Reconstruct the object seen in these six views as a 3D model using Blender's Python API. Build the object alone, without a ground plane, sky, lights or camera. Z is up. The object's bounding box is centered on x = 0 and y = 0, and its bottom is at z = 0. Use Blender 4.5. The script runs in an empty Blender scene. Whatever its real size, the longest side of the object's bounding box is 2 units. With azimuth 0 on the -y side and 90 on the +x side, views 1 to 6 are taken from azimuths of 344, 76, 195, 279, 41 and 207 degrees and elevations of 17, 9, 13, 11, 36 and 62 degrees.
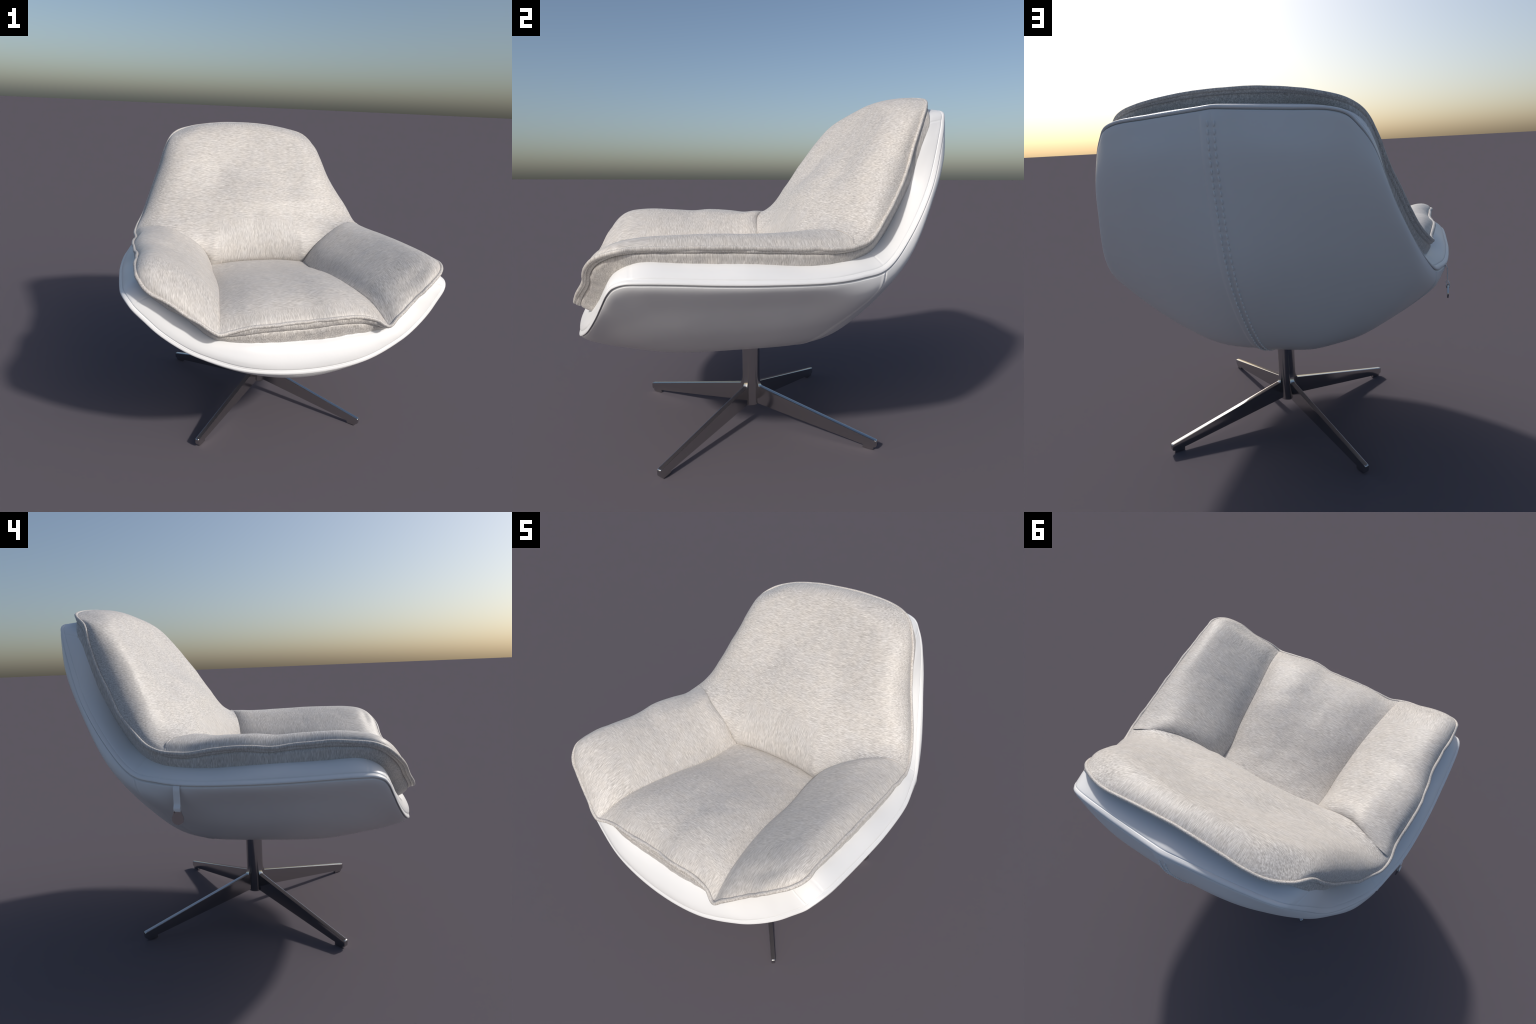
"""Upholstered swivel armchair: white leather bucket shell, heather-grey cushion,
polished four-blade pedestal.  Metres, z up, the sitter faces -y."""
import bpy, bmesh, math, random
import numpy as np
from mathutils import Vector, noise
from mathutils.bvhtree import BVHTree

random.seed(7)
MIRROR = np.array([-1.0, 1.0, 1.0])


# ------------------------------------------------------------------ helpers
def spline(points, per=24):
    """Centripetal Catmull-Rom through the points; returns samples and the
    sample index of every control point."""
    p = np.asarray(points, float)
    ext = np.vstack([2 * p[0] - p[1], p, 2 * p[-1] - p[-2]])
    return _cr(ext, per)


def spline_mirrored(points, per=80, both_ends=True):
    """Same, but the curve crosses x = 0 smoothly at its ends."""
    p = np.asarray(points, float)
    ext = np.vstack([p[1] * MIRROR, p, p[-2] * MIRROR])
    return _cr(ext, per)


def _cr(ext, per):
    out, idx = [], []
    for i in range(1, len(ext) - 2):
        p0, p1, p2, p3 = ext[i - 1:i + 3]
        t0 = 0.0
        t1 = t0 + np.linalg.norm(p1 - p0) ** 0.5 + 1e-9
        t2 = t1 + np.linalg.norm(p2 - p1) ** 0.5 + 1e-9
        t3 = t2 + np.linalg.norm(p3 - p2) ** 0.5 + 1e-9
        t = np.linspace(t1, t2, per, endpoint=False)[:, None]
        a1 = (t1 - t) / (t1 - t0) * p0 + (t - t0) / (t1 - t0) * p1
        a2 = (t2 - t) / (t2 - t1) * p1 + (t - t1) / (t2 - t1) * p2
        a3 = (t3 - t) / (t3 - t2) * p2 + (t - t2) / (t3 - t2) * p3
        b1 = (t2 - t) / (t2 - t0) * a1 + (t - t0) / (t2 - t0) * a2
        b2 = (t3 - t) / (t3 - t1) * a2 + (t - t1) / (t3 - t1) * a3
        idx.append(len(out) * per)
        out.append((t2 - t) / (t2 - t1) * b1 + (t - t1) / (t2 - t1) * b2)
    idx.append(len(out) * per)
    return np.vstack(out + [ext[-2][None]]), idx


def arc(c):
    return np.r_[0, np.cumsum(np.linalg.norm(np.diff(c, axis=0), axis=1))]


def at_arc(c, s):
    d = arc(c)
    s = np.asarray(s) * d[-1]
    return np.stack([np.interp(s, d, c[:, k]) for k in range(3)], -1)


def unit(v):
    return v / (np.linalg.norm(v, axis=-1, keepdims=True) + 1e-12)


def rolled(d):
    """Quarter-round edge: 0 at the seam, 1 from d = 1 on."""
    d = np.clip(d, 0, 1)
    return np.sqrt(1 - (1 - d) ** 2)


def bump(x, w):
    return np.exp(-(x / w) ** 2)


class HalfLoop:
    """Half of a closed seam line, from top centre to front centre.  Control
    points marked with an anchor letter give it a parameter tau that is shared
    by all loops: TC 0, Q 1 (top corner), J 2 (arm meets back),
    K 3 (front corner of the arm), N 4 (arm meets seat), F 5 (front centre)."""

    def __init__(self, rows):
        pts = [r[:3] for r in rows]
        self.c, idx = spline_mirrored(pts)
        marks = [idx[i] for i, r in enumerate(rows) if len(r) > 3]
        d = arc(self.c)
        self.tau = np.zeros(len(d))
        for k in range(5):
            a, b = marks[k], marks[k + 1]
            self.tau[a:b + 1] = k + (d[a:b + 1] - d[a]) / (d[b] - d[a])
        self.length = d[-1]
        self.frac = d / d[-1]

    def at(self, tau):
        return np.stack([np.interp(tau, self.tau, self.c[:, k]) for k in range(3)], -1)

    def arcfrac(self, tau):
        return np.interp(tau, self.tau, self.frac)


def closed(fa, fb, tau):
    """Right half forwards, left half backwards: one closed loop."""
    return np.concatenate([fa(tau), fb(tau)[-2:0:-1]])


def make_mesh(name, verts, faces, material, parent=None, smooth=True, angle=None):
    me = bpy.data.meshes.new(name)
    me.from_pydata([tuple(map(float, v)) for v in verts], [], [tuple(map(int, f)) for f in faces])
    me.validate()
    ob = bpy.data.objects.new(name, me)
    bpy.context.scene.collection.objects.link(ob)
    me.materials.append(material)
    if smooth:
        me.polygons.foreach_set("use_smooth", [True] * len(me.polygons))
    if angle is not None:
        me.set_sharp_from_angle(angle=angle)
    if parent is not None:
        ob.parent = parent
    return ob


def grid_faces(nu, nv, wrap_u=False, flip=False, base=0):
    f = []
    for i in range(nu if wrap_u else nu - 1):
        i2 = (i + 1) % nu
        for j in range(nv - 1):
            q = [base + i * nv + j, base + i2 * nv + j, base + i2 * nv + j + 1, base + i * nv + j + 1]
            f.append(q[::-1] if flip else q)
    return f


def grid_object(name, P, material, parent, wrap=False, flip=False):
    nu, nv = P.shape[:2]
    return make_mesh(name, P.reshape(-1, 3), grid_faces(nu, nv, wrap, flip), material, parent)


def grid_normals(P, wrap=False):
    if wrap:
        du = np.roll(P, -1, 0) - np.roll(P, 1, 0)
    else:
        du = np.gradient(P, axis=0)
    return unit(np.cross(du, np.gradient(P, axis=1)))


def wobble(P, scale, seed):
    """Smooth value noise at every point of an array of points."""
    flat = P.reshape(-1, 3)
    o = Vector((seed * 3.1, seed * 1.7, seed * 2.3))
    return np.array([noise.noise(Vector(p) * scale + o) for p in flat.tolist()]).reshape(P.shape[:-1])


def tube(name, c, radius, material, parent, sides=12, wrap=True, ref=None):
    """Round cord along a curve; radius may vary."""
    n = len(c)
    T = unit(np.roll(c, -1, 0) - np.roll(c, 1, 0)) if wrap else unit(np.gradient(c, axis=0))
    up = np.tile(np.array([0.13, 0.31, 0.94]), (n, 1)) if ref is None else ref
    X = unit(np.cross(T, up))
    Y = np.cross(T, X)
    a = np.linspace(0, 2 * math.pi, sides, endpoint=False)
    r = np.broadcast_to(radius, (n,))[:, None, None]
    P = c[:, None] + r * (np.cos(a)[None, :, None] * X[:, None] + np.sin(a)[None, :, None] * Y[:, None])
    faces = []
    for i in range(n if wrap else n - 1):
        i2 = (i + 1) % n
        for j in range(sides):
            j2 = (j + 1) % sides
            faces.append((i * sides + j, i * sides + j2, i2 * sides + j2, i2 * sides + j))
    if not wrap:
        faces.append(tuple(range(sides)))
        faces.append(tuple((n - 1) * sides + j for j in reversed(range(sides))))
    return make_mesh(name, P.reshape(-1, 3), faces, material, parent)


# ---------------------------------------------------------------- materials
def new_material(name):
    m = bpy.data.materials.new(name)
    m.use_nodes = True
    nt = m.node_tree
    return m, nt, nt.nodes["Principled BSDF"]


def node(nt, kind, **props):
    n = nt.nodes.new(kind)
    for k, v in props.items():
        setattr(n, k, v)
    return n


def math_node(nt, op, a, b=None):
    n = node(nt, "ShaderNodeMath", operation=op)
    for i, v in enumerate((a, b)):
        if v is None:
            continue
        if isinstance(v, (int, float)):
            n.inputs[i].default_value = v
        else:
            nt.links.new(v, n.inputs[i])
    return n.outputs[0]


def leather_material():
    m, nt, b = new_material("white_leather")
    tc = node(nt, "ShaderNodeTexCoord")
    n1 = node(nt, "ShaderNodeTexNoise")
    n1.inputs["Scale"].default_value = 3.0
    n1.inputs["Detail"].default_value = 3.0
    nt.links.new(tc.outputs["Object"], n1.inputs["Vector"])
    ramp = node(nt, "ShaderNodeValToRGB")
    ramp.color_ramp.elements[0].position = 0.3
    ramp.color_ramp.elements[0].color = (LEATHER[0] * .97, LEATHER[1] * .97, LEATHER[2] * .97, 1)
    ramp.color_ramp.elements[1].position = 0.7
    ramp.color_ramp.elements[1].color = (*LEATHER, 1)
    nt.links.new(n1.outputs["Fac"], ramp.inputs["Fac"])
    nt.links.new(ramp.outputs["Color"], b.inputs["Base Color"])
    b.inputs["Roughness"].default_value = 0.36
    b.inputs["Specular IOR Level"].default_value = 0.45
    grain = node(nt, "ShaderNodeTexNoise")
    grain.inputs["Scale"].default_value = 9.0
    grain.inputs["Detail"].default_value = 4.0
    nt.links.new(tc.outputs["Object"], grain.inputs["Vector"])
    bp = node(nt, "ShaderNodeBump")
    bp.inputs["Strength"].default_value = 0.12
    bp.inputs["Distance"].default_value = 0.01
    nt.links.new(grain.outputs["Fac"], bp.inputs["Height"])
    nt.links.new(bp.outputs["Normal"], b.inputs["Normal"])
    return m


def fibre_field(nt, vector, scale):
    """Short parallel fibres: noise squeezed along one direction."""
    # waviness
    warp = node(nt, "ShaderNodeTexNoise")
    warp.inputs["Scale"].default_value = 5.0
    warp.inputs["Detail"].default_value = 1.0
    nt.links.new(vector, warp.inputs["Vector"])
    sub = node(nt, "ShaderNodeVectorMath", operation="SUBTRACT")
    nt.links.new(warp.outputs["Color"], sub.inputs[0])
    sub.inputs[1].default_value = (0.5, 0.5, 0.5)
    sc = node(nt, "ShaderNodeVectorMath", operation="SCALE")
    sc.inputs["Scale"].default_value = 0.014
    nt.links.new(sub.outputs[0], sc.inputs[0])
    add = node(nt, "ShaderNodeVectorMath", operation="ADD")
    nt.links.new(vector, add.inputs[0])
    nt.links.new(sc.outputs[0], add.inputs[1])
    mp = node(nt, "ShaderNodeMapping")
    mp.inputs["Scale"].default_value = scale
    nt.links.new(add.outputs[0], mp.inputs["Vector"])
    n = node(nt, "ShaderNodeTexNoise")
    n.inputs["Scale"].default_value = 1.0
    n.inputs["Detail"].default_value = 1.5
    n.inputs["Roughness"].default_value = 0.5
    nt.links.new(mp.outputs[0], n.inputs["Vector"])
    mp2 = node(nt, "ShaderNodeMapping")
    mp2.inputs["Scale"].default_value = tuple(v * (.8 if v > 100 else .4) for v in scale)
    mp2.inputs["Location"].default_value = (3.7, 1.9, 5.3)
    nt.links.new(add.outputs[0], mp2.inputs["Vector"])
    n2 = node(nt, "ShaderNodeTexNoise")
    n2.inputs["Scale"].default_value = 1.0
    n2.inputs["Detail"].default_value = 1.0
    nt.links.new(mp2.outputs[0], n2.inputs["Vector"])
    return math_node(nt, "ADD", math_node(nt, "MULTIPLY", n.outputs["Fac"], .72), math_node(nt, "MULTIPLY", n2.outputs["Fac"], .28))


def fabric_material(name, scale_main, scale_other=None, mask=None):
    """Heathered weave.  mask(nt, x, y, z) -> 0..1 socket that picks the second
    fibre direction."""
    m, nt, b = new_material(name)
    tc = node(nt, "ShaderNodeTexCoord")
    vec = tc.outputs["Object"]
    f = fibre_field(nt, vec, scale_main)
    if scale_other is not None:
        g = fibre_field(nt, vec, scale_other)
        sep = node(nt, "ShaderNodeSeparateXYZ")
        nt.links.new(vec, sep.inputs[0])
        k = mask(nt, sep.outputs[0], sep.outputs[1], sep.outputs[2])
        mix = node(nt, "ShaderNodeMix", data_type="FLOAT")
        nt.links.new(k, mix.inputs[0])
        nt.links.new(f, mix.inputs[2])
        nt.links.new(g, mix.inputs[3])
        f = mix.outputs[0]
    ramp = node(nt, "ShaderNodeValToRGB")
    e = ramp.color_ramp.elements
    e[0].position, e[0].color = 0.34, (*FABRIC_DARK, 1)
    e[1].position, e[1].color = 0.66, (*FABRIC_LIGHT, 1)
    mid = e.new(0.5)
    mid.color = (*FABRIC_MID, 1)
    nt.links.new(f, ramp.inputs["Fac"])
    # faint mottling, cool against warm
    big = node(nt, "ShaderNodeTexNoise")
    big.inputs["Scale"].default_value = 14.0
    big.inputs["Detail"].default_value = 4.0
    nt.links.new(vec, big.inputs["Vector"])
    tint = node(nt, "ShaderNodeValToRGB")
    tint.color_ramp.elements[0].position = 0.35
    tint.color_ramp.elements[0].color = (0.962, 0.967, 0.975, 1)
    tint.color_ramp.elements[1].position = 0.65
    tint.color_ramp.elements[1].color = (1.0, 0.992, 0.978, 1)
    nt.links.new(big.outputs["Fac"], tint.inputs["Fac"])
    mul = node(nt, "ShaderNodeMix", data_type="RGBA", blend_type="MULTIPLY")
    mul.inputs[0].default_value = 1.0
    nt.links.new(ramp.outputs["Color"], mul.inputs[6])
    nt.links.new(tint.outputs["Color"], mul.inputs[7])
    nt.links.new(mul.outputs[2], b.inputs["Base Color"])
    b.inputs["Roughness"].default_value = 0.5
    b.inputs["Specular IOR Level"].default_value = 0.5
    b.inputs["Sheen Weight"].default_value = 0.12
    b.inputs["Sheen Roughness"].default_value = 0.4
    bp = node(nt, "ShaderNodeBump")
    bp.inputs["Strength"].default_value = 0.3
    bp.inputs["Distance"].default_value = 0.003
    nt.links.new(f, bp.inputs["Height"])
    nt.links.new(bp.outputs["Normal"], b.inputs["Normal"])
    return m


def metal_material(name, colour, rough):
    m, nt, b = new_material(name)
    tc = node(nt, "ShaderNodeTexCoord")
    n = node(nt, "ShaderNodeTexNoise")
    n.inputs["Scale"].default_value = 18.0
    nt.links.new(tc.outputs["Object"], n.inputs["Vector"])
    r = node(nt, "ShaderNodeMapRange")
    r.inputs["To Min"].default_value = rough * 0.9
    r.inputs["To Max"].default_value = rough * 1.15
    nt.links.new(n.outputs["Fac"], r.inputs["Value"])
    nt.links.new(r.outputs[0], b.inputs["Roughness"])
    b.inputs["Base Color"].default_value = (*colour, 1)
    b.inputs["Metallic"].default_value = 1.0
    return m


LEATHER = (0.80, 0.80, 0.80)
FABRIC_DARK = (0.38, 0.357, 0.334)
FABRIC_MID = (0.540, 0.511, 0.482)
FABRIC_LIGHT = (0.71, 0.680, 0.646)


def soft_step(nt, v, lo, hi):
    r = node(nt, "ShaderNodeMapRange", interpolation_type="SMOOTHSTEP")
    nt.links.new(v, r.inputs["Value"])
    r.inputs["From Min"].default_value = lo
    r.inputs["From Max"].default_value = hi
    return r.outputs[0]


def lower_back_mask(nt, x, y, z):
    ax = math_node(nt, "ABSOLUTE", x)
    inside = soft_step(nt, ax, 0.33, 0.25)
    low = soft_step(nt, z, 1.31, 1.24)
    top_edge = soft_step(nt, z, 1.905, 1.935)
    return math_node(nt, "MAXIMUM", math_node(nt, "MULTIPLY", inside, low), top_edge)


def seat_front_mask(nt, x, y, z):
    return soft_step(nt, y, -0.845, -0.89)


def arm_front_mask(nt, x, y, z):
    # mitre: the front of the arm turns its fibres by 90 degrees
    s = math_node(nt, "ADD", y, math_node(nt, "MULTIPLY", math_node(nt, "SUBTRACT", 1.25, z), 0.35))
    return soft_step(nt, s, -0.59, -0.65)


leather = leather_material()
fabric_back = fabric_material("fabric_back", (34, 110, 520), (520, 36, 34), lower_back_mask)
fabric_seat = fabric_material("fabric_seat", (34, 520, 110), (520, 36, 36), seat_front_mask)
fabric_arm = fabric_material("fabric_arm", (36, 520, 36), (520, 36, 40), arm_front_mask)
fabric_side = fabric_material("fabric_side", (170, 480, 36))
steel = metal_material("polished_steel", (0.52, 0.515, 0.51), 0.13)

# ------------------------------------------------------------------ the loops
RIM = HalfLoop([           # outer edge of the shell, where panel and band are sewn
    (0, .957, 1.861, "TC"), (.06, .953, 1.857), (.305, .930, 1.840), (.47, .907, 1.827), (.532, .890, 1.806, "Q"), (.568, .869, 1.770),
    (.62, .832, 1.694), (.712, .729, 1.437), (.81, .567, 1.208), (.888, .41, 1.073),
    (.925, .28, 1.048, "J"), (.958, .135, 1.040), (.985, -.15, 1.048), (.990, -.35, 1.058),
    (.990, -.56, 1.073), (.986, -.66, 1.078), (.975, -.728, 1.077), (.958, -.768, 1.062, "K"), (.935, -.792, 1.034),
    (.875, -.820, .975), (.807, -.848, .912),
    (.70, -.885, .838), (.597, -.915, .786, "N"), (.348, -.968, .706), (0, -.988, .672, "F")])
INNER = HalfLoop([         # where the cushion rests on the band
    (0, .803, 1.878, "TC"), (.3, .800, 1.866), (.47, .795, 1.842), (.572, .778, 1.795, "Q"),
    (.633, .715, 1.662), (.66, .62, 1.42), (.725, .47, 1.21), (.79, .37, 1.150),
    (.835, .26, 1.122, "J"), (.858, .099, 1.108), (.885, -.2, 1.125), (.885, -.5, 1.142),
    (.885, -.68, 1.150), (.845, -.76, 1.11, "K"), (.75, -.80, 1.04), (.648, -.825, .975),
    (.56, -.86, .91), (.50, -.883, .875, "N"), (.4, -.9, .86), (.283, -.913, .851), (0, -.913, .84, "F")])
SEAM_R = HalfLoop([        # piping of the cushion, +x side
    (0, .832, 1.946, "TC"), (.2, .834, 1.936), (.40, .828, 1.906), (.523, .784, 1.862, "Q"),
    (.605, .714, 1.762), (.650, .647, 1.63), (.694, .588, 1.501), (.757, .505, 1.39), (.811, .425, 1.30),
    (.850, .345, 1.215), (.880, .25, 1.184, "J"), (.890, .05, 1.186), (.900, -.2, 1.196),
    (.905, -.45, 1.206), (.908, -.66, 1.208), (.905, -.76, 1.200), (.860, -.83, 1.175, "K"),
    (.77, -.88, 1.12), (.66, -.905, 1.04), (.55, -.945, .965), (.485, -.965, .912, "N"),
    (.42, -.94, .945), (.36, -.93, .962), (.178, -.943, .975), (0, -.93, .960, "F")])
SEAM_L = HalfLoop([        # the same on the -x side, worn a little differently
    (0, .832, 1.946, "TC"), (-.2, .842, 1.937), (-.40, .842, 1.908), (-.524, .792, 1.866, "Q"),
    (-.586, .724, 1.813), (-.634, .686, 1.714), (-.672, .636, 1.60), (-.722, .569, 1.489),
    (-.772, .499, 1.373), (-.817, .411, 1.28), (-.86, .334, 1.22), (-.879, .24, 1.19, "J"),
    (-.872, .13, 1.18), (-.886, 0, 1.20), (-.90, -.15, 1.213), (-.893, -.27, 1.205),
    (-.882, -.41, 1.217), (-.90, -.6, 1.23), (-.902, -.75, 1.215), (-.87, -.82, 1.17, "K"),
    (-.767, -.875, 1.107), (-.637, -.92, 1.024), (-.546, -.953, .965), (-.495, -.96, .938, "N"),
    (-.43, -.935, .94), (-.279, -.937, .957), (0, -.93, .960, "F")])

chair = bpy.data.objects.new("swivel_armchair", None)
bpy.context.scene.collection.objects.link(chair)
chair["label"] = "white leather swivel armchair with heather grey cushion on steel cross base"
chair["category"] = "armchair"

# ------------------------------------------------------------------ the shell
# Meridians of the bowl from the rim to the pedestal, one row per station along
# the rim (equal steps of its length, top centre to front centre); the first
# point of every meridian is the rim itself.
MERIDIANS = np.array([
    [(0, .955, 1.600), (0, .842, 1.120), (0, .55, .710), (0, .255, .557)],
    [(.350, .928, 1.590), (.262, .785, 1.112), (.188, .526, .703), (.096, .243, .549)],
    [(.605, .830, 1.520), (.500, .676, 1.075), (.345, .463, .688), (.178, .222, .541)],
    [(.723, .692, 1.29), (.609, .553, .962), (.424, .376, .670), (.215, .172, .543)],
    [(.823, .528, 1.076), (.684, .409, .846), (.479, .283, .639), (.24, .119, .555)],
    [(.874, .325, .954), (.719, .238, .794), (.509, .15, .627), (.261, .051, .554)],
    [(.891, .027, .95), (.739, .006, .782), (.518, -.016, .626), (.264, -.035, .558)],
    [(.901, -.27, .956), (.743, -.236, .782), (.516, -.184, .628), (.261, -.12, .56)],
    [(.899, -.565, .967), (.738, -.482, .786), (.51, -.355, .629), (.257, -.206, .559)],
    [(.788, -.769, .883), (.645, -.652, .74), (.446, -.474, .61), (.226, -.267, .55)],
    [(.558, -.851, .748), (.455, -.72, .665), (.318, -.525, .573), (.162, -.293, .536)],
    [(.291, -.908, .657), (.230, -.776, .597), (.163, -.563, .530), (.083, -.314, .520)],
    [(0, -.930, .622), (0, -.79, .573), (0, -.575, .520), (0, -.32, .515)]])
_m = np.concatenate([MERIDIANS[1:2] * MIRROR, MERIDIANS, MERIDIANS[-2:-1] * MIRROR])
MERIDIANS[:, 2:] = .6 * _m[1:-1, 2:] + .2 * (_m[:-2, 2:] + _m[2:, 2:])      # fair the bowl
BOTTOM = np.array([0, -.05, .515])

# seams across the band, as tau values: top corner, bend, double seam of the arm corner
bend_tau = float(RIM.tau[np.argmin(np.linalg.norm(RIM.c - np.array([.889, .405, 1.072]), axis=1))])
CROSS_SEAMS = [1.05, bend_tau, 2.93, 3.05]


def dense_tau(per_unit, around, reach=0.035, extra=13):
    """tau samples, denser around the seams."""
    t = [np.linspace(k, k + 1, n, endpoint=False) for k, n in enumerate(per_unit)] + [np.array([5.0])]
    t += [a + np.linspace(-reach, reach, extra) for a in around]
    t = np.unique(np.round(np.concatenate(t), 5))
    t = np.union1d(t, np.round(np.linspace(0, .13, 40), 5))
    t = t[(t >= 0) & (t <= 5)]
    keep = [t[0]]
    for v in t[1:-1]:
        if v - keep[-1] > 0.0026 and t[-1] - v > 0.0026:
            keep.append(v)
    return np.array(keep + [t[-1]])


TAU = dense_tau((56, 70, 70, 50, 40), CROSS_SEAMS)
rim_pts = RIM.at(TAU)


def bowl(tau):
    """Rim-to-bottom grid of one half of the outer shell."""
    f = RIM.arcfrac(tau) * (len(MERIDIANS) - 1)
    rings = [RIM.at(tau)]
    for k in range(4):
        c, idx = spline_mirrored(MERIDIANS[:, k], 40)
        pos = np.interp(f, np.arange(len(MERIDIANS)), idx)
        rings.append(np.stack([np.interp(pos, np.arange(len(c)), c[:, a]) for a in range(3)], -1))
    rings.append(np.tile(BOTTOM, (len(tau), 1)))
    net = np.stack(rings, 1)                                 # tau, ring, xyz
    ext0 = 2 * net[:, :1] - net[:, 1:2]
    ext1 = net[:, -2:-1] * np.array([-1, -1, 1]) + 2 * BOTTOM * np.array([1, 1, 0])
    net = np.concatenate([ext0, net, ext1], 1)
    r = np.unique(np.concatenate([[0, .004, .008, .012, .018, .025, .032, .04, .05, .06, .085, .12, .17, .24, .33, .43, .54, .66, .8],
                                  np.linspace(1, 5, 45)]))
    out = []
    for v in r:
        i = min(int(v), 4)
        t = v - i
        p0, p1, p2, p3 = (net[:, i + k] for k in range(4))
        out.append(.5 * (2 * p1 + (p2 - p0) * t + (2 * p0 - 5 * p1 + 4 * p2 - p3) * t * t
                         + (3 * p1 - p0 - 3 * p2 + p3) * t ** 3))
    return np.stack(out, 1)


half = bowl(TAU)
full = np.concatenate([half, (half * MIRROR)[-2:0:-1]])
tau_full = np.concatenate([TAU, TAU[-2:0:-1]])
side_full = np.concatenate([np.ones(len(TAU)), -np.ones(len(TAU) - 2)])
N = grid_normals(full, True)
cen = full.mean((0, 1))
if ((full - cen) * N).sum(-1).mean() < 0:
    N = -N
N[:, -3:] = np.array([0, 0, -1])
run = np.concatenate([np.zeros((len(full), 1)), np.cumsum(np.linalg.norm(np.diff(full, axis=1), axis=2), 1)], 1)
# edge rolled in towards the band, grooved seam between back panel and side panel
lip = np.interp(tau_full, [0, 1.0, 1.8, 2.2, 2.9, 3.3, 5], [.006, .008, .012, .016, .015, .007, .006])[:, None]
disp = lip * (1 - np.exp(-run / .022)) * np.exp(-run / .14) - 0.014 * np.clip(1 - run / .006, 0, 1) ** 1.2
girth = np.linalg.norm(full[:, :, :] - np.stack([np.interp(bend_tau, TAU, half[:, j, k]) for j in range(half.shape[1]) for k in range(3)],
                                                 -1).reshape(1, -1, 3) * np.stack([side_full, np.ones_like(side_full), np.ones_like(side_full)], 1)[:, None], axis=2)
along = np.where(tau_full[:, None] < bend_tau, -girth, girth)
fade = np.clip((4.2 - np.linspace(0, 5, full.shape[1])) / 0.8, 0, 1)[None]
disp += fade * (-0.006 * bump(along, 0.005) + 0.0025 * bump(along - 0.012, 0.008))
# lapped centre seam of the back: the +x flap lies on top, its fold shows as a step
x = full[..., 0]
on_back = (full[..., 1] > 0.05) & (tau_full[:, None] < bend_tau)
lap = (0.006 / (1 + np.exp((x - 0.045) / 0.0025)) / (1 + np.exp((-x - 0.04) / 0.012))) - 0.004 * bump(x, 0.008)
disp += np.where(on_back, lap * np.clip((run - 0.008) / 0.03, 0, 1), 0)
soft = wobble(full, 2.2, 3) * 0.0015 * np.clip(run / 0.15, 0, 1)
shell_surface = full + N * (disp + soft)[..., None]

is_back = tau_full <= bend_tau
nu, nv = full.shape[:2]
faces_back, faces_under = [], []
for i in range(nu):
    i2 = (i + 1) % nu
    tgt = faces_back if (is_back[i] and is_back[i2]) else faces_under
    for j in range(nv - 1):
        q = (i * nv + j, i * nv + j + 1, i2 * nv + j + 1, i2 * nv + j)
        tgt.append(q)


def submesh(name, P, faces, material, parent):
    used = sorted({v for f in faces for v in f})
    m = {v: k for k, v in enumerate(used)}
    V = P.reshape(-1, 3)
    return make_mesh(name, V[used], [[m[v] for v in f] for f in faces], material, parent)


# extra columns near x = 0 so that the lapped seam is crisp
shell = submesh("shell", shell_surface, faces_under, leather, chair)
back_panel = submesh("back_panel", shell_surface, faces_back, leather, shell)

# ---- band: padded strip between the rim and the cushion
band_tau = TAU
S = RIM.at(band_tau)
I = INNER.at(band_tau)
S = np.concatenate([S, (S * MIRROR)[-2:0:-1]])
I = np.concatenate([I, (I * MIRROR)[-2:0:-1]])
T = unit(np.roll(S, -1, 0) - np.roll(S, 1, 0))
W = unit(full[:, 0] - full[:, 6])                    # the shell surface, carried on past its rim
BEAD = np.interp(tau_full, [0, 2.9, 3.4, 5], [.014, .012, .010, .010])[:, None]
edge = S + W * BEAD                                  # outer edge of the band
E1 = I - edge
L = np.linalg.norm(E1, axis=1)
E1 = E1 / L[:, None]
E2 = unit(np.cross(T, E1))
if (E2 * (S - np.array([0, 0.0, 1.15]))).sum() < 0:
    E2 = -E2
N_rim = N[:, 2]
puff_tau = np.interp(tau_full, [0, .8, 1, 1.4, bend_tau, 2.1, 2.5, 2.9, 3.1, 3.5, 4, 5],
                     [.004, .003, .003, .003, .004, .008, .012, .010, .006, .008, .016, .020])
# rolled edge: from the groove up the shell line and over the edge
tb = np.array([0, .06, .12, .2, .3, .4, .5, .6, .7, .8, .9, 1.0])[None, :, None]
over = edge + E1 * 0.018
bead = (1 - tb) ** 2 * S[:, None] + 2 * tb * (1 - tb) * (edge + W * .003)[:, None] + tb ** 2 * over[:, None]
bead_n = unit((1 - tb) * N_rim[:, None] + tb * E2[:, None])
sink = -0.013 * np.clip(1 - tb[0, :, 0] / .18, 0, 1) ** 1.2
bead = bead + bead_n * (sink + 0.0015)[None, :, None]
prof = np.concatenate([[.0205, .022, .0235, .025, .0265, .029, .033], np.linspace(.045, 1.0, 26)])
d = np.where(prof[None] < .04, prof[None], .04 + (prof[None] - .04) * (L[:, None] - .04) / .96)
u = (d - .018) / (L[:, None] - .018)
h = puff_tau[:, None] * (1 - np.abs(2 * u - 1) ** 2.6) + 0.0015
h -= 0.0026 * bump(d - .0235, .0022)
flat = edge[:, None] + E1[:, None] * d[..., None] + E2[:, None] * h[..., None]
band = np.concatenate([bead, flat], 1)
d = np.concatenate([np.zeros((len(S), bead.shape[1])), d], 1)
arc_full = np.concatenate([RIM.arcfrac(TAU), RIM.arcfrac(TAU)[-2:0:-1]]) * RIM.length
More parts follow.
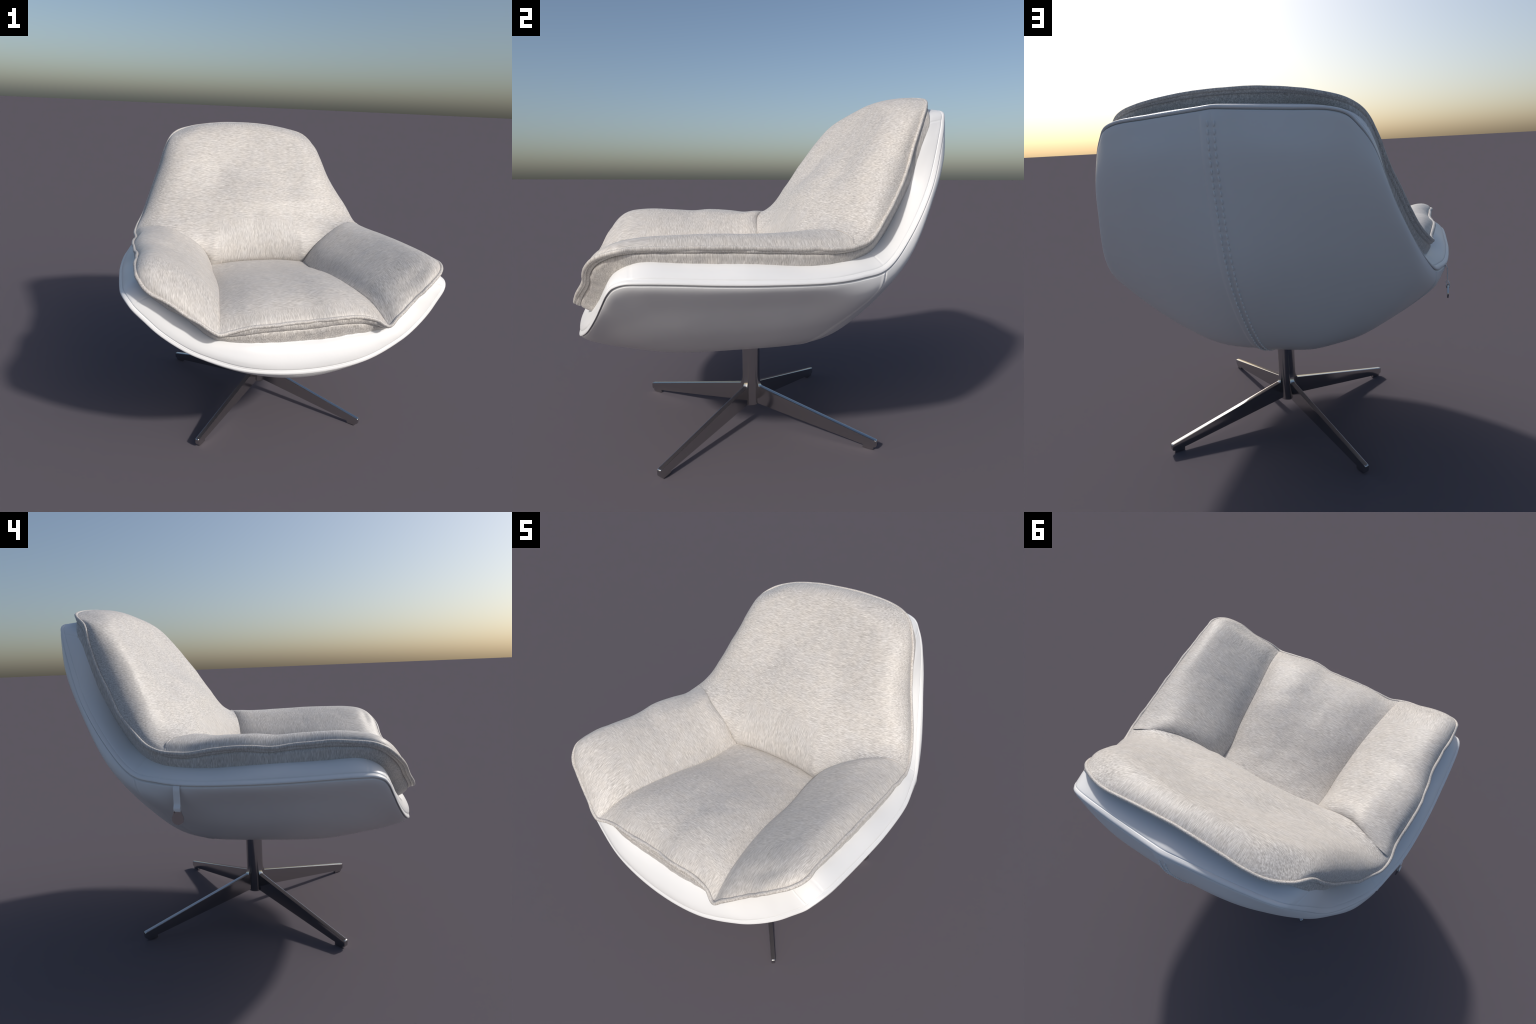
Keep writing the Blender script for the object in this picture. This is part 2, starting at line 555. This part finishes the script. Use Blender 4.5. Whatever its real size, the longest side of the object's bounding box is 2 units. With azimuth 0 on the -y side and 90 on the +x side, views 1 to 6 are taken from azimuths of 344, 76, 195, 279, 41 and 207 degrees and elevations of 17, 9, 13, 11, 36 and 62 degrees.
for ts in CROSS_SEAMS:
    s0 = float(RIM.arcfrac(ts)) * RIM.length
    w = -0.0022 * bump(arc_full - s0, 0.003)
    band += E2[:, None] * (w[:, None] * np.clip((d - .02) / .01, 0, 1))[..., None]
band += E2[:, None] * (wobble(band, 4.0, 5) * 0.004 * np.clip(d / .05, 0, 1))[..., None]
# tuck under the cushion
inward = unit(np.array([0, 0, 1.25]) - I)
tuck1 = I + E1 * 0.05 - E2 * 0.004
tuck2 = tuck1 + inward * 0.05 - E2 * 0.05
band = np.concatenate([band, tuck1[:, None], tuck2[:, None]], 1)
rim_band = grid_object("rim_band", band, leather, shell, wrap=True, flip=False)

# ---- double row of stitches down the back
back_tree = BVHTree.FromPolygons([v.co[:] for v in back_panel.data.vertices],
                                 [p.vertices[:] for p in back_panel.data.polygons])
pitch, size = 0.031, (0.0048, 0.0046, 0.0120)
centre = half[0]                                     # x = 0 meridian of the back
cd = arc(centre)
bm = bmesh.new()
bmesh.ops.create_uvsphere(bm, u_segments=10, v_segments=8, radius=1.0)
for v in bm.verts:
    v.co = Vector((v.co.x * size[0], v.co.y * size[1], v.co.z * size[2]))
stitch_mesh = bpy.data.meshes.new("stitch")
bm.to_mesh(stitch_mesh)
bm.free()
stitch_mesh.polygons.foreach_set("use_smooth", [True] * len(stitch_mesh.polygons))
stitch_mesh.materials.append(leather)
for row in (-0.0145, 0.0145):
    for k in range(int((1.72 - 0.06) / pitch)):
        s = 0.06 + k * pitch + random.uniform(-.002, .002)
        p = np.array([np.interp(s, cd, centre[:, a]) for a in range(3)])
        q = np.array([np.interp(s + .01, cd, centre[:, a]) for a in range(3)])
        t = unit(q - p)
        n = np.array([0, -t[2], t[1]])
        if n[1] < 0:
            n = -n
        ob = bpy.data.objects.new("stitch", stitch_mesh)
        bpy.context.scene.collection.objects.link(ob)
        hit, hn, _, _ = back_tree.find_nearest(Vector((row, p[1], p[2])))
        ob.location = hit + hn * 0.0024 * (1 if hn.y * n[1] + hn.z * n[2] > 0 else -1)
        ob.rotation_euler = Vector(-t).to_track_quat("Z", "Y").to_euler()
        ob.rotation_euler.rotate_axis("Y", random.uniform(-.12, .12))
        ob.parent = shell

# ------------------------------------------------------------------ the cushion
ctau = np.unique(np.round(np.concatenate([np.linspace(0, 1, 50), np.linspace(1, 2, 70), np.linspace(2, 3, 80),
                                          np.linspace(3, 4, 50), np.linspace(4, 5, 44)]), 5))
C = closed(SEAM_R.at, SEAM_L.at, ctau)
Ic = closed(INNER.at, lambda t: INNER.at(t) * MIRROR, ctau)
ct_full = np.concatenate([ctau, ctau[-2:0:-1]])
Tc = unit(np.roll(C, -1, 0) - np.roll(C, 1, 0))
Dn = Ic - C
Ls = np.linalg.norm(Dn, axis=1)
Dn = Dn / Ls[:, None]
Out = unit(np.cross(Tc, Dn))
if (Out * (C - np.array([0, 0, 1.2]))).sum() < 0:
    Out = -Out
CORD = 0.0105
calm = np.interp(ct_full, [0, 1.8, 2.1, 5], [.35, .35, 1, 1])
ripple = (wobble(C, 9.0, 11) * 0.006 + wobble(C, 19.0, 13) * 0.004) * calm
cord_line = C + Out * (0.004 + ripple)[:, None] + Dn * (wobble(C, 7.0, 17) * 0.004 * calm)[:, None]
# skirt (boxing) between the cord and the band, with a flat roll under the cord
front = np.clip((ct_full - 3.93) / 0.25, 0, 1)
front = front * front * (3 - 2 * front)
roll_w = 0.026 + 0.020 * front
v = np.unique(np.concatenate([np.linspace(0, .055, 24), np.linspace(.055, 1, 14)]))
ds = np.where(v[None] < .055, v[None], .055 + (v[None] - .055) / .945 * (Ls[:, None] + .035 - .055))
skirt_out = np.interp(ct_full, [0, 1.6, 2.0, 5], [.004, .006, .012, .012])[:, None]
hs = skirt_out * rolled((ds - roll_w[:, None]) / 0.02) * np.where(ds > roll_w[:, None], 1, 0)
hs += np.where(ds <= roll_w[:, None],
               (0.010 + .006 * front[:, None]) * np.sqrt(np.clip(1 - (2 * ds / roll_w[:, None] - 1) ** 2, 0, 1)), 0)
hs -= 0.008 * np.clip((ds - .06) / .06, 0, 1) ** 2
skirt = C[:, None] + Dn[:, None] * ds[..., None] + Out[:, None] * (hs - 0.002)[..., None]
skirt += Out[:, None] * (wobble(skirt, 6.0, 23) * 0.006 * calm[:, None] + wobble(skirt, 22.0, 29) * 0.0032 * calm[:, None])[..., None]
cushion = grid_object("cushion", skirt, fabric_side, chair, wrap=True)
piping = tube("piping", cord_line, CORD * np.interp(ct_full, [0, 1.7, 2.1, 5], [.78, .78, 1, 1]), fabric_side, cushion, sides=12)

# inner seams of the cushion top
BACK_ARM_R = [(.35, .115, .970), (.444, .118, 1.087), (.618, .166, 1.200), (.767, .236, 1.243), (.842, .260, 1.222)]
BACK_ARM_L = [(-.35, .118, .970), (-.437, .122, 1.094), (-.60, .152, 1.195), (-.748, .224, 1.240), (-.838, .246, 1.228)]
SEAT_ARM_R = [(.35, .115, .970), (.352, -.05, .968), (.38, -.22, .985), (.405, -.466, 1.010), (.455, -.785, .990)]
SEAT_ARM_L = [(-.35, .118, .970), (-.368, -.05, .955), (-.375, -.18, .966), (-.41, -.468, 1.005), (-.464, -.776, 1.0)]
SEAT_BACK = [(-.35, .118, .970), (-.18, .148, .968), (0, .156, .967), (.18, .148, .968), (.35, .115, .970)]


def seam(points, n=200):
    c, _ = spline(points)
    return c


def seam_end(half, t):
    return half.at(np.array([t]))[0]


jr, jl = seam_end(SEAM_R, 2), seam_end(SEAM_L, 2)
nr, nl = seam_end(SEAM_R, 4), seam_end(SEAM_L, 4)
back_arm = {1: seam(BACK_ARM_R + [tuple(jr)]), -1: seam(BACK_ARM_L + [tuple(jl)])}
seat_arm = {1: seam(SEAT_ARM_R + [tuple(nr)]), -1: seam(SEAT_ARM_L + [tuple(nl)])}
seat_back = seam(SEAT_BACK)
halfseam = {1: SEAM_R, -1: SEAM_L}


def coons(bottom, top, left, right):
    """bottom, top: curves along u (n,3); left, right: along v (m,3)."""
    n, m = len(bottom), len(left)
    u = np.linspace(0, 1, n)[:, None, None]
    v = np.linspace(0, 1, m)[None, :, None]
    ruled = (1 - v) * bottom[:, None] + v * top[:, None] + (1 - u) * left[None] + u * right[None]
    bil = ((1 - u) * (1 - v) * bottom[0] + u * (1 - v) * bottom[-1] + (1 - u) * v * top[0] + u * v * top[-1])
    return ruled - bil


def relax(P, rounds):
    """Let the inside of a patch settle like a stretched membrane."""
    P = P.copy()
    for _ in range(rounds):
        P[1:-1, 1:-1] = .25 * (P[2:, 1:-1] + P[:-2, 1:-1] + P[1:-1, 2:] + P[1:-1, :-2])
    return P


def edge_distance(P):
    """Lengths along the grid lines to the four edges: u0, u1, v0, v1."""
    du = np.concatenate([np.zeros((1, P.shape[1])), np.cumsum(np.linalg.norm(np.diff(P, axis=0), axis=2), 0)], 0)
    dv = np.concatenate([np.zeros((P.shape[0], 1)), np.cumsum(np.linalg.norm(np.diff(P, axis=1), axis=2), 1)], 1)
    return du, du[-1:] - du, dv, dv[:, -1:] - dv


def clustered(n):
    """0..1, denser at both ends, so the rolled edges come out round."""
    t = np.linspace(0, 1, n)
    return 0.5 * t + 0.5 * (0.5 - 0.5 * np.cos(np.pi * t))


# ---- backrest
nu, nv = 150, 130
uu, vv = clustered(nu), clustered(nv)
k0, k1 = 0.29, 0.71


def chain(parts, bounds, t):
    """Join curves end to end, each filling its own range of t."""
    out = np.zeros((len(t), 3))
    for c, a, b in zip(parts, bounds[:-1], bounds[1:]):
        m = (t >= a - 1e-9) & (t <= b + 1e-9)
        out[m] = at_arc(c, np.clip((t[m] - a) / (b - a), 0, 1))
    return out


def inset(c, P_center, amount):
    return c + unit(P_center - c) * amount


bottom = chain([back_arm[-1][::-1], seat_back, back_arm[1]], [0, k0, k1, 1], uu)
top_l, top_r = SEAM_L.at(np.linspace(1, 0, 80)), SEAM_R.at(np.linspace(0, 1, 80))
top = at_arc(np.concatenate([top_l, top_r[1:]]), uu)
left = at_arc(SEAM_L.at(np.linspace(2, 1, 120)), vv)
right = at_arc(SEAM_R.at(np.linspace(2, 1, 120)), vv)
B = relax(coons(bottom, top, left, right), 1500)
d0, d1, e0, e1 = edge_distance(B)
dirn = unit(np.array([0, -.80, .60]))
U, V = np.meshgrid(uu, vv, indexing="ij")


def slope(d):
    """Softer shoulder than a quarter round: starts at a finite slope."""
    d = np.clip(d, 0, 1)
    return .75 * (1 - (1 - d) ** 2.4) + .25 * rolled(d)


side_puff = rolled(d0 / .21) * rolled(d1 / .21)
off = np.abs(U - .5)
low_w = np.interp(off, [0, .16, .27, .38, .5], [.30, .28, .20, .13, .09])
puff = side_puff * rolled(e0 / low_w) * slope(e1 / np.interp(off, [0, .25, .5], [.15, .17, .21]))
H_mid = np.interp(V, [0, .15, .3, .5, .65, .9, 1], [.13, .150, .170, .150, .132, .108, .10])
H_side = np.interp(V, [0, .15, .3, .5, .7, .9, 1], [.04, .075, .110, .128, .128, .112, .10])
k = np.clip((off - .04) / .38, 0, 1)
H = H_mid + (H_side - H_mid) * k * k * (3 - 2 * k)
# the bolsters swell outwards as well as forwards
flare = np.clip((off - .12) / .3, 0, 1) ** 1.5 * np.sign(U - .5) * np.interp(V, [0, .25, .7, .95], [.1, .19, .22, .05])
dirn = unit(np.stack([flare, -.80 + 0 * U, .60 - .18 * np.abs(flare)], -1))
# shallow hollow where a sitter leans
H = H - 0.012 * bump(U - .5, .20) * bump(V - .62, .20)
H = H - 0.022 * bump(U - .30, .10) * bump(V - .52, .16) + 0.012 * bump(U - .56, .13) * bump(V - .40, .10)
H = H - 0.014 * bump(U - .74, .08) * bump(V - .45, .14)
spread = np.zeros_like(B)
spread[..., 0] = np.sign(B[..., 0]) * 0.0
backrest_P = B + dirn * (H * puff)[..., None]
Nb = grid_normals(backrest_P)
if (Nb * dirn).sum() < 0:
    Nb = -Nb
soft = wobble(backrest_P, 2.6, 31) * .014 + wobble(backrest_P, 7.0, 37) * .002
backrest_P = backrest_P + Nb * (soft * np.clip(np.minimum(np.minimum(d0, d1), np.minimum(e0, e1)) / .12, 0, 1))[..., None]
backrest = grid_object("backrest", backrest_P, fabric_back, cushion)

# ---- arms
for sgn in (1, -1):
    hs_ = halfseam[sgn]
    nu, nv = 90, 130
    uu, vv = clustered(nu), clustered(nv)
    outer = at_arc(hs_.at(np.linspace(2, 3, 120)), vv)
    inner = at_arc(seat_arm[sgn], vv)
    rear = at_arc(back_arm[sgn][::-1], uu)
    frontc = at_arc(hs_.at(np.linspace(3, 4, 90)), uu)
    P = coons(rear, frontc, outer, inner)
    d0, d1, e0, e1 = edge_distance(P)
    U, V = np.meshgrid(uu, vv, indexing="ij")
    lean = np.interp(U, [0, .25, 1], [.20, .35, .5])
    dirn = unit(np.stack([-sgn * lean, 0 * lean - .05, 0 * lean + .9], -1))
    w = np.clip((U - .12) / .3, 0, 1)
    w = w * w * (3 - 2 * w)
    inner_rear = (1 - w) * slope(e0 / .11) + w * rolled(e0 / .10)
    puff = rolled(d0 / .105) * (.6 * slope(d1 / .55) + .4 * rolled(d1 / .3)) * inner_rear * rolled(e1 / .19)
    H = np.interp(V, [0, .3, .8, 1], [.012, .032, .054, .058]) + .045 * w * np.clip(1 - V / .45, 0, 1) - (.010 if sgn > 0 else 0.0)
    P2 = P + dirn * (H * puff)[..., None]
    Na = grid_normals(P2)
    if (Na * dirn).sum() < 0:
        Na = -Na
    inside = np.clip(np.minimum(np.minimum(d0, d1), np.minimum(e0, e1)) / .10, 0, 1)
    soft = wobble(P2, 3.0, 41 + sgn) * .004 + wobble(P2, 9.0, 47) * .002
    # dent along the front edge of the arm
    soft = soft - .006 * bump(e1 - .10, .04) * bump(U - .35, .22)
    P2 = P2 + Na * (soft * inside)[..., None]
    arm = grid_object("armrest", P2, fabric_arm, cushion, flip=(sgn > 0))

# ---- seat
nu, nv = 110, 120
uu, vv = clustered(nu), clustered(nv)
rear = at_arc(seat_back, uu)
f_l, f_r = SEAM_L.at(np.linspace(4, 5, 60)), SEAM_R.at(np.linspace(5, 4, 60))
frontc = at_arc(np.concatenate([f_l, f_r[1:]]), uu)
P = coons(rear, frontc, at_arc(seat_arm[-1], vv), at_arc(seat_arm[1], vv))
d0, d1, e0, e1 = edge_distance(P)
puff = slope(d0 / .32) * slope(d1 / .32) * rolled(e0 / .20) * rolled(e1 / .14)
P2 = P + np.array([0, 0, 1.0]) * (0.042 * puff)[..., None]
inside = np.clip(np.minimum(np.minimum(d0, d1), np.minimum(e0, e1)) / .10, 0, 1)
soft = wobble(P2, 3.5, 53) * .005 + wobble(P2, 10.0, 59) * .003
P2[..., 2] += soft * inside
seat = grid_object("seat", P2, fabric_seat, cushion, flip=True)

# ------------------------------------------------------------------ pedestal
AXIS = np.array([0.0, -0.027, 0.0])


def revolve(name, profile, material, parent, at, sides=48):
    P = []
    for k in range(sides):
        a = 2 * math.pi * k / sides
        P.append([(at[0] + r * math.cos(a), at[1] + r * math.sin(a), at[2] + z) for r, z in profile])
    P = np.array(P)
    ob = make_mesh(name, P.reshape(-1, 3), grid_faces(sides, len(profile), True), material, parent, angle=math.radians(40))
    return ob


pedestal = revolve("pedestal", [(0.0, .092), (.049, .092), (.0535, .097), (.0535, .56), (0, .56)],
                   steel, chair, AXIS)
pedestal = pedestal


def blade(name, outline, half_width, material, parent, angle, bevel=0.006):
    """Upright plate cut to an outline in (radius, height), rounded edges."""
    bm = bmesh.new()
    lo = [bm.verts.new((r, -half_width(r), z)) for r, z in outline]
    hi = [bm.verts.new((r, half_width(r), z)) for r, z in outline]
    n = len(outline)
    bm.faces.new(lo)
    bm.faces.new(hi[::-1])
    for i in range(n):
        j = (i + 1) % n
        bm.faces.new((lo[i], hi[i], hi[j], lo[j]))
    bmesh.ops.recalc_face_normals(bm, faces=bm.faces)
    edges = [e for e in bm.edges if len({v.index for v in e.verts}) and abs(e.verts[0].co.y - e.verts[1].co.y) < 1e-4]
    bmesh.ops.bevel(bm, geom=edges, offset=bevel, segments=3, affect="EDGES", profile=0.5, clamp_overlap=True)
    me = bpy.data.meshes.new(name)
    bm.to_mesh(me)
    bm.free()
    me.polygons.foreach_set("use_smooth", [True] * len(me.polygons))
    me.set_sharp_from_angle(angle=math.radians(35))
    me.materials.append(material)
    return me


REACH = 0.812
fillet = [(.0525 + .022 * (1 - math.cos(a)), .300 - .088 * math.sin(a)) for a in np.linspace(0, math.pi / 2, 8)]
tip = [(REACH - .009 + .009 * math.sin(a), .049 + .009 * math.cos(a)) for a in np.linspace(0, math.pi / 2, 5)]
toe = [(REACH - .014 + .014 * math.cos(a), .028 - .014 * math.sin(a)) for a in np.linspace(0.2, math.pi / 2, 5)]
LEG = [(.02, .302)] + fillet + tip + toe + [(REACH - .10, .021), (.05, .106), (.02, .11)]
leg_mesh = blade("leg", LEG, lambda r: 0.0165 - 0.004 * r / REACH, steel, pedestal, 0, bevel=0.0045)
PAD = [(REACH - .078, .0), (REACH - .022, .0), (REACH - .016, .006), (REACH - .016, .018), (REACH - .078, .024)]
pad_mesh = blade("foot_pad", PAD, lambda r: 0.0115, steel, pedestal, 0, bevel=0.002)
spread_angle = math.atan2(.578, .547)
for a in (spread_angle, math.pi - spread_angle, math.pi + spread_angle, -spread_angle):
    leg = bpy.data.objects.new("leg", leg_mesh)
    pad = bpy.data.objects.new("foot_pad", pad_mesh)
    for ob in (leg, pad):
        bpy.context.scene.collection.objects.link(ob)
        ob.location = AXIS
        ob.rotation_euler = (0, 0, a)
        ob.parent = pedestal

# ------------------------------------------------------------------ pull tab
def ribbon(name, line, width, thick, material, parent):
    """Flat strap hanging along a line in the x-z plane, width along y."""
    c, _ = spline(line, 8)
    t = unit(np.gradient(c, axis=0))
    n = np.stack([-t[:, 2], np.zeros(len(c)), t[:, 0]], 1)
    w = np.array([0, 1.0, 0])
    prof = [(-1, -1), (-.9, -1), (.9, -1), (1, -1), (1, 1), (.9, 1), (-.9, 1), (-1, 1)]
    P = np.array([[c[i] + w * width / 2 * a + n[i] * thick / 2 * b for a, b in prof] for i in range(len(c))])
    faces = []
    k = len(prof)
    for i in range(len(c) - 1):
        for j in range(k):
            j2 = (j + 1) % k
            faces.append((i * k + j, i * k + j2, (i + 1) * k + j2, (i + 1) * k + j))
    faces += [tuple(range(k)), tuple((len(c) - 1) * k + j for j in reversed(range(k)))]
    return make_mesh(name, P.reshape(-1, 3), faces, material, parent, angle=math.radians(40))


pull_tab = ribbon("pull_tab", [(-.935, .173, 1.040), (-.951, .173, 1.042), (-.960, .173, 1.025), (-.962, .173, .99),
                               (-.964, .173, .955), (-.973, .173, .938), (-.970, .173, .922), (-.960, .173, .930), (-.957, .173, .95)],
                  .032, .0035, leather, chair)
ring_c = np.array([(-.965 + .0075 * math.cos(a), .173, .926 + .010 * math.sin(a)) for a in np.linspace(0, 2 * math.pi, 24, endpoint=False)])
ring = tube("ring", ring_c + np.array([0, .013, 0]), .0028, steel, pull_tab, sides=8, ref=np.tile(np.array([0, 1.0, 0]), (24, 1)))
tag_outline = [(-.017, .925), (.017, .925), (.021, .912)]
tag_outline += [(.029 * math.cos(a), .885 - .028 * math.sin(a)) for a in np.linspace(-.25, math.pi + .25, 20)] + [(-.021, .912)]
bm = bmesh.new()
lo = [bm.verts.new((-.969, .173 + y, z)) for y, z in tag_outline]
hi = [bm.verts.new((-.962, .173 + y, z)) for y, z in tag_outline]
bm.faces.new(lo)
bm.faces.new(hi[::-1])
for i in range(len(lo)):
    j = (i + 1) % len(lo)
    bm.faces.new((lo[i], hi[i], hi[j], lo[j]))
bmesh.ops.recalc_face_normals(bm, faces=bm.faces)
me = bpy.data.meshes.new("tag")
bm.to_mesh(me)
bm.free()
me.materials.append(steel)
tag = bpy.data.objects.new("tag", me)
bpy.context.scene.collection.objects.link(tag)
tag.parent = pull_tab
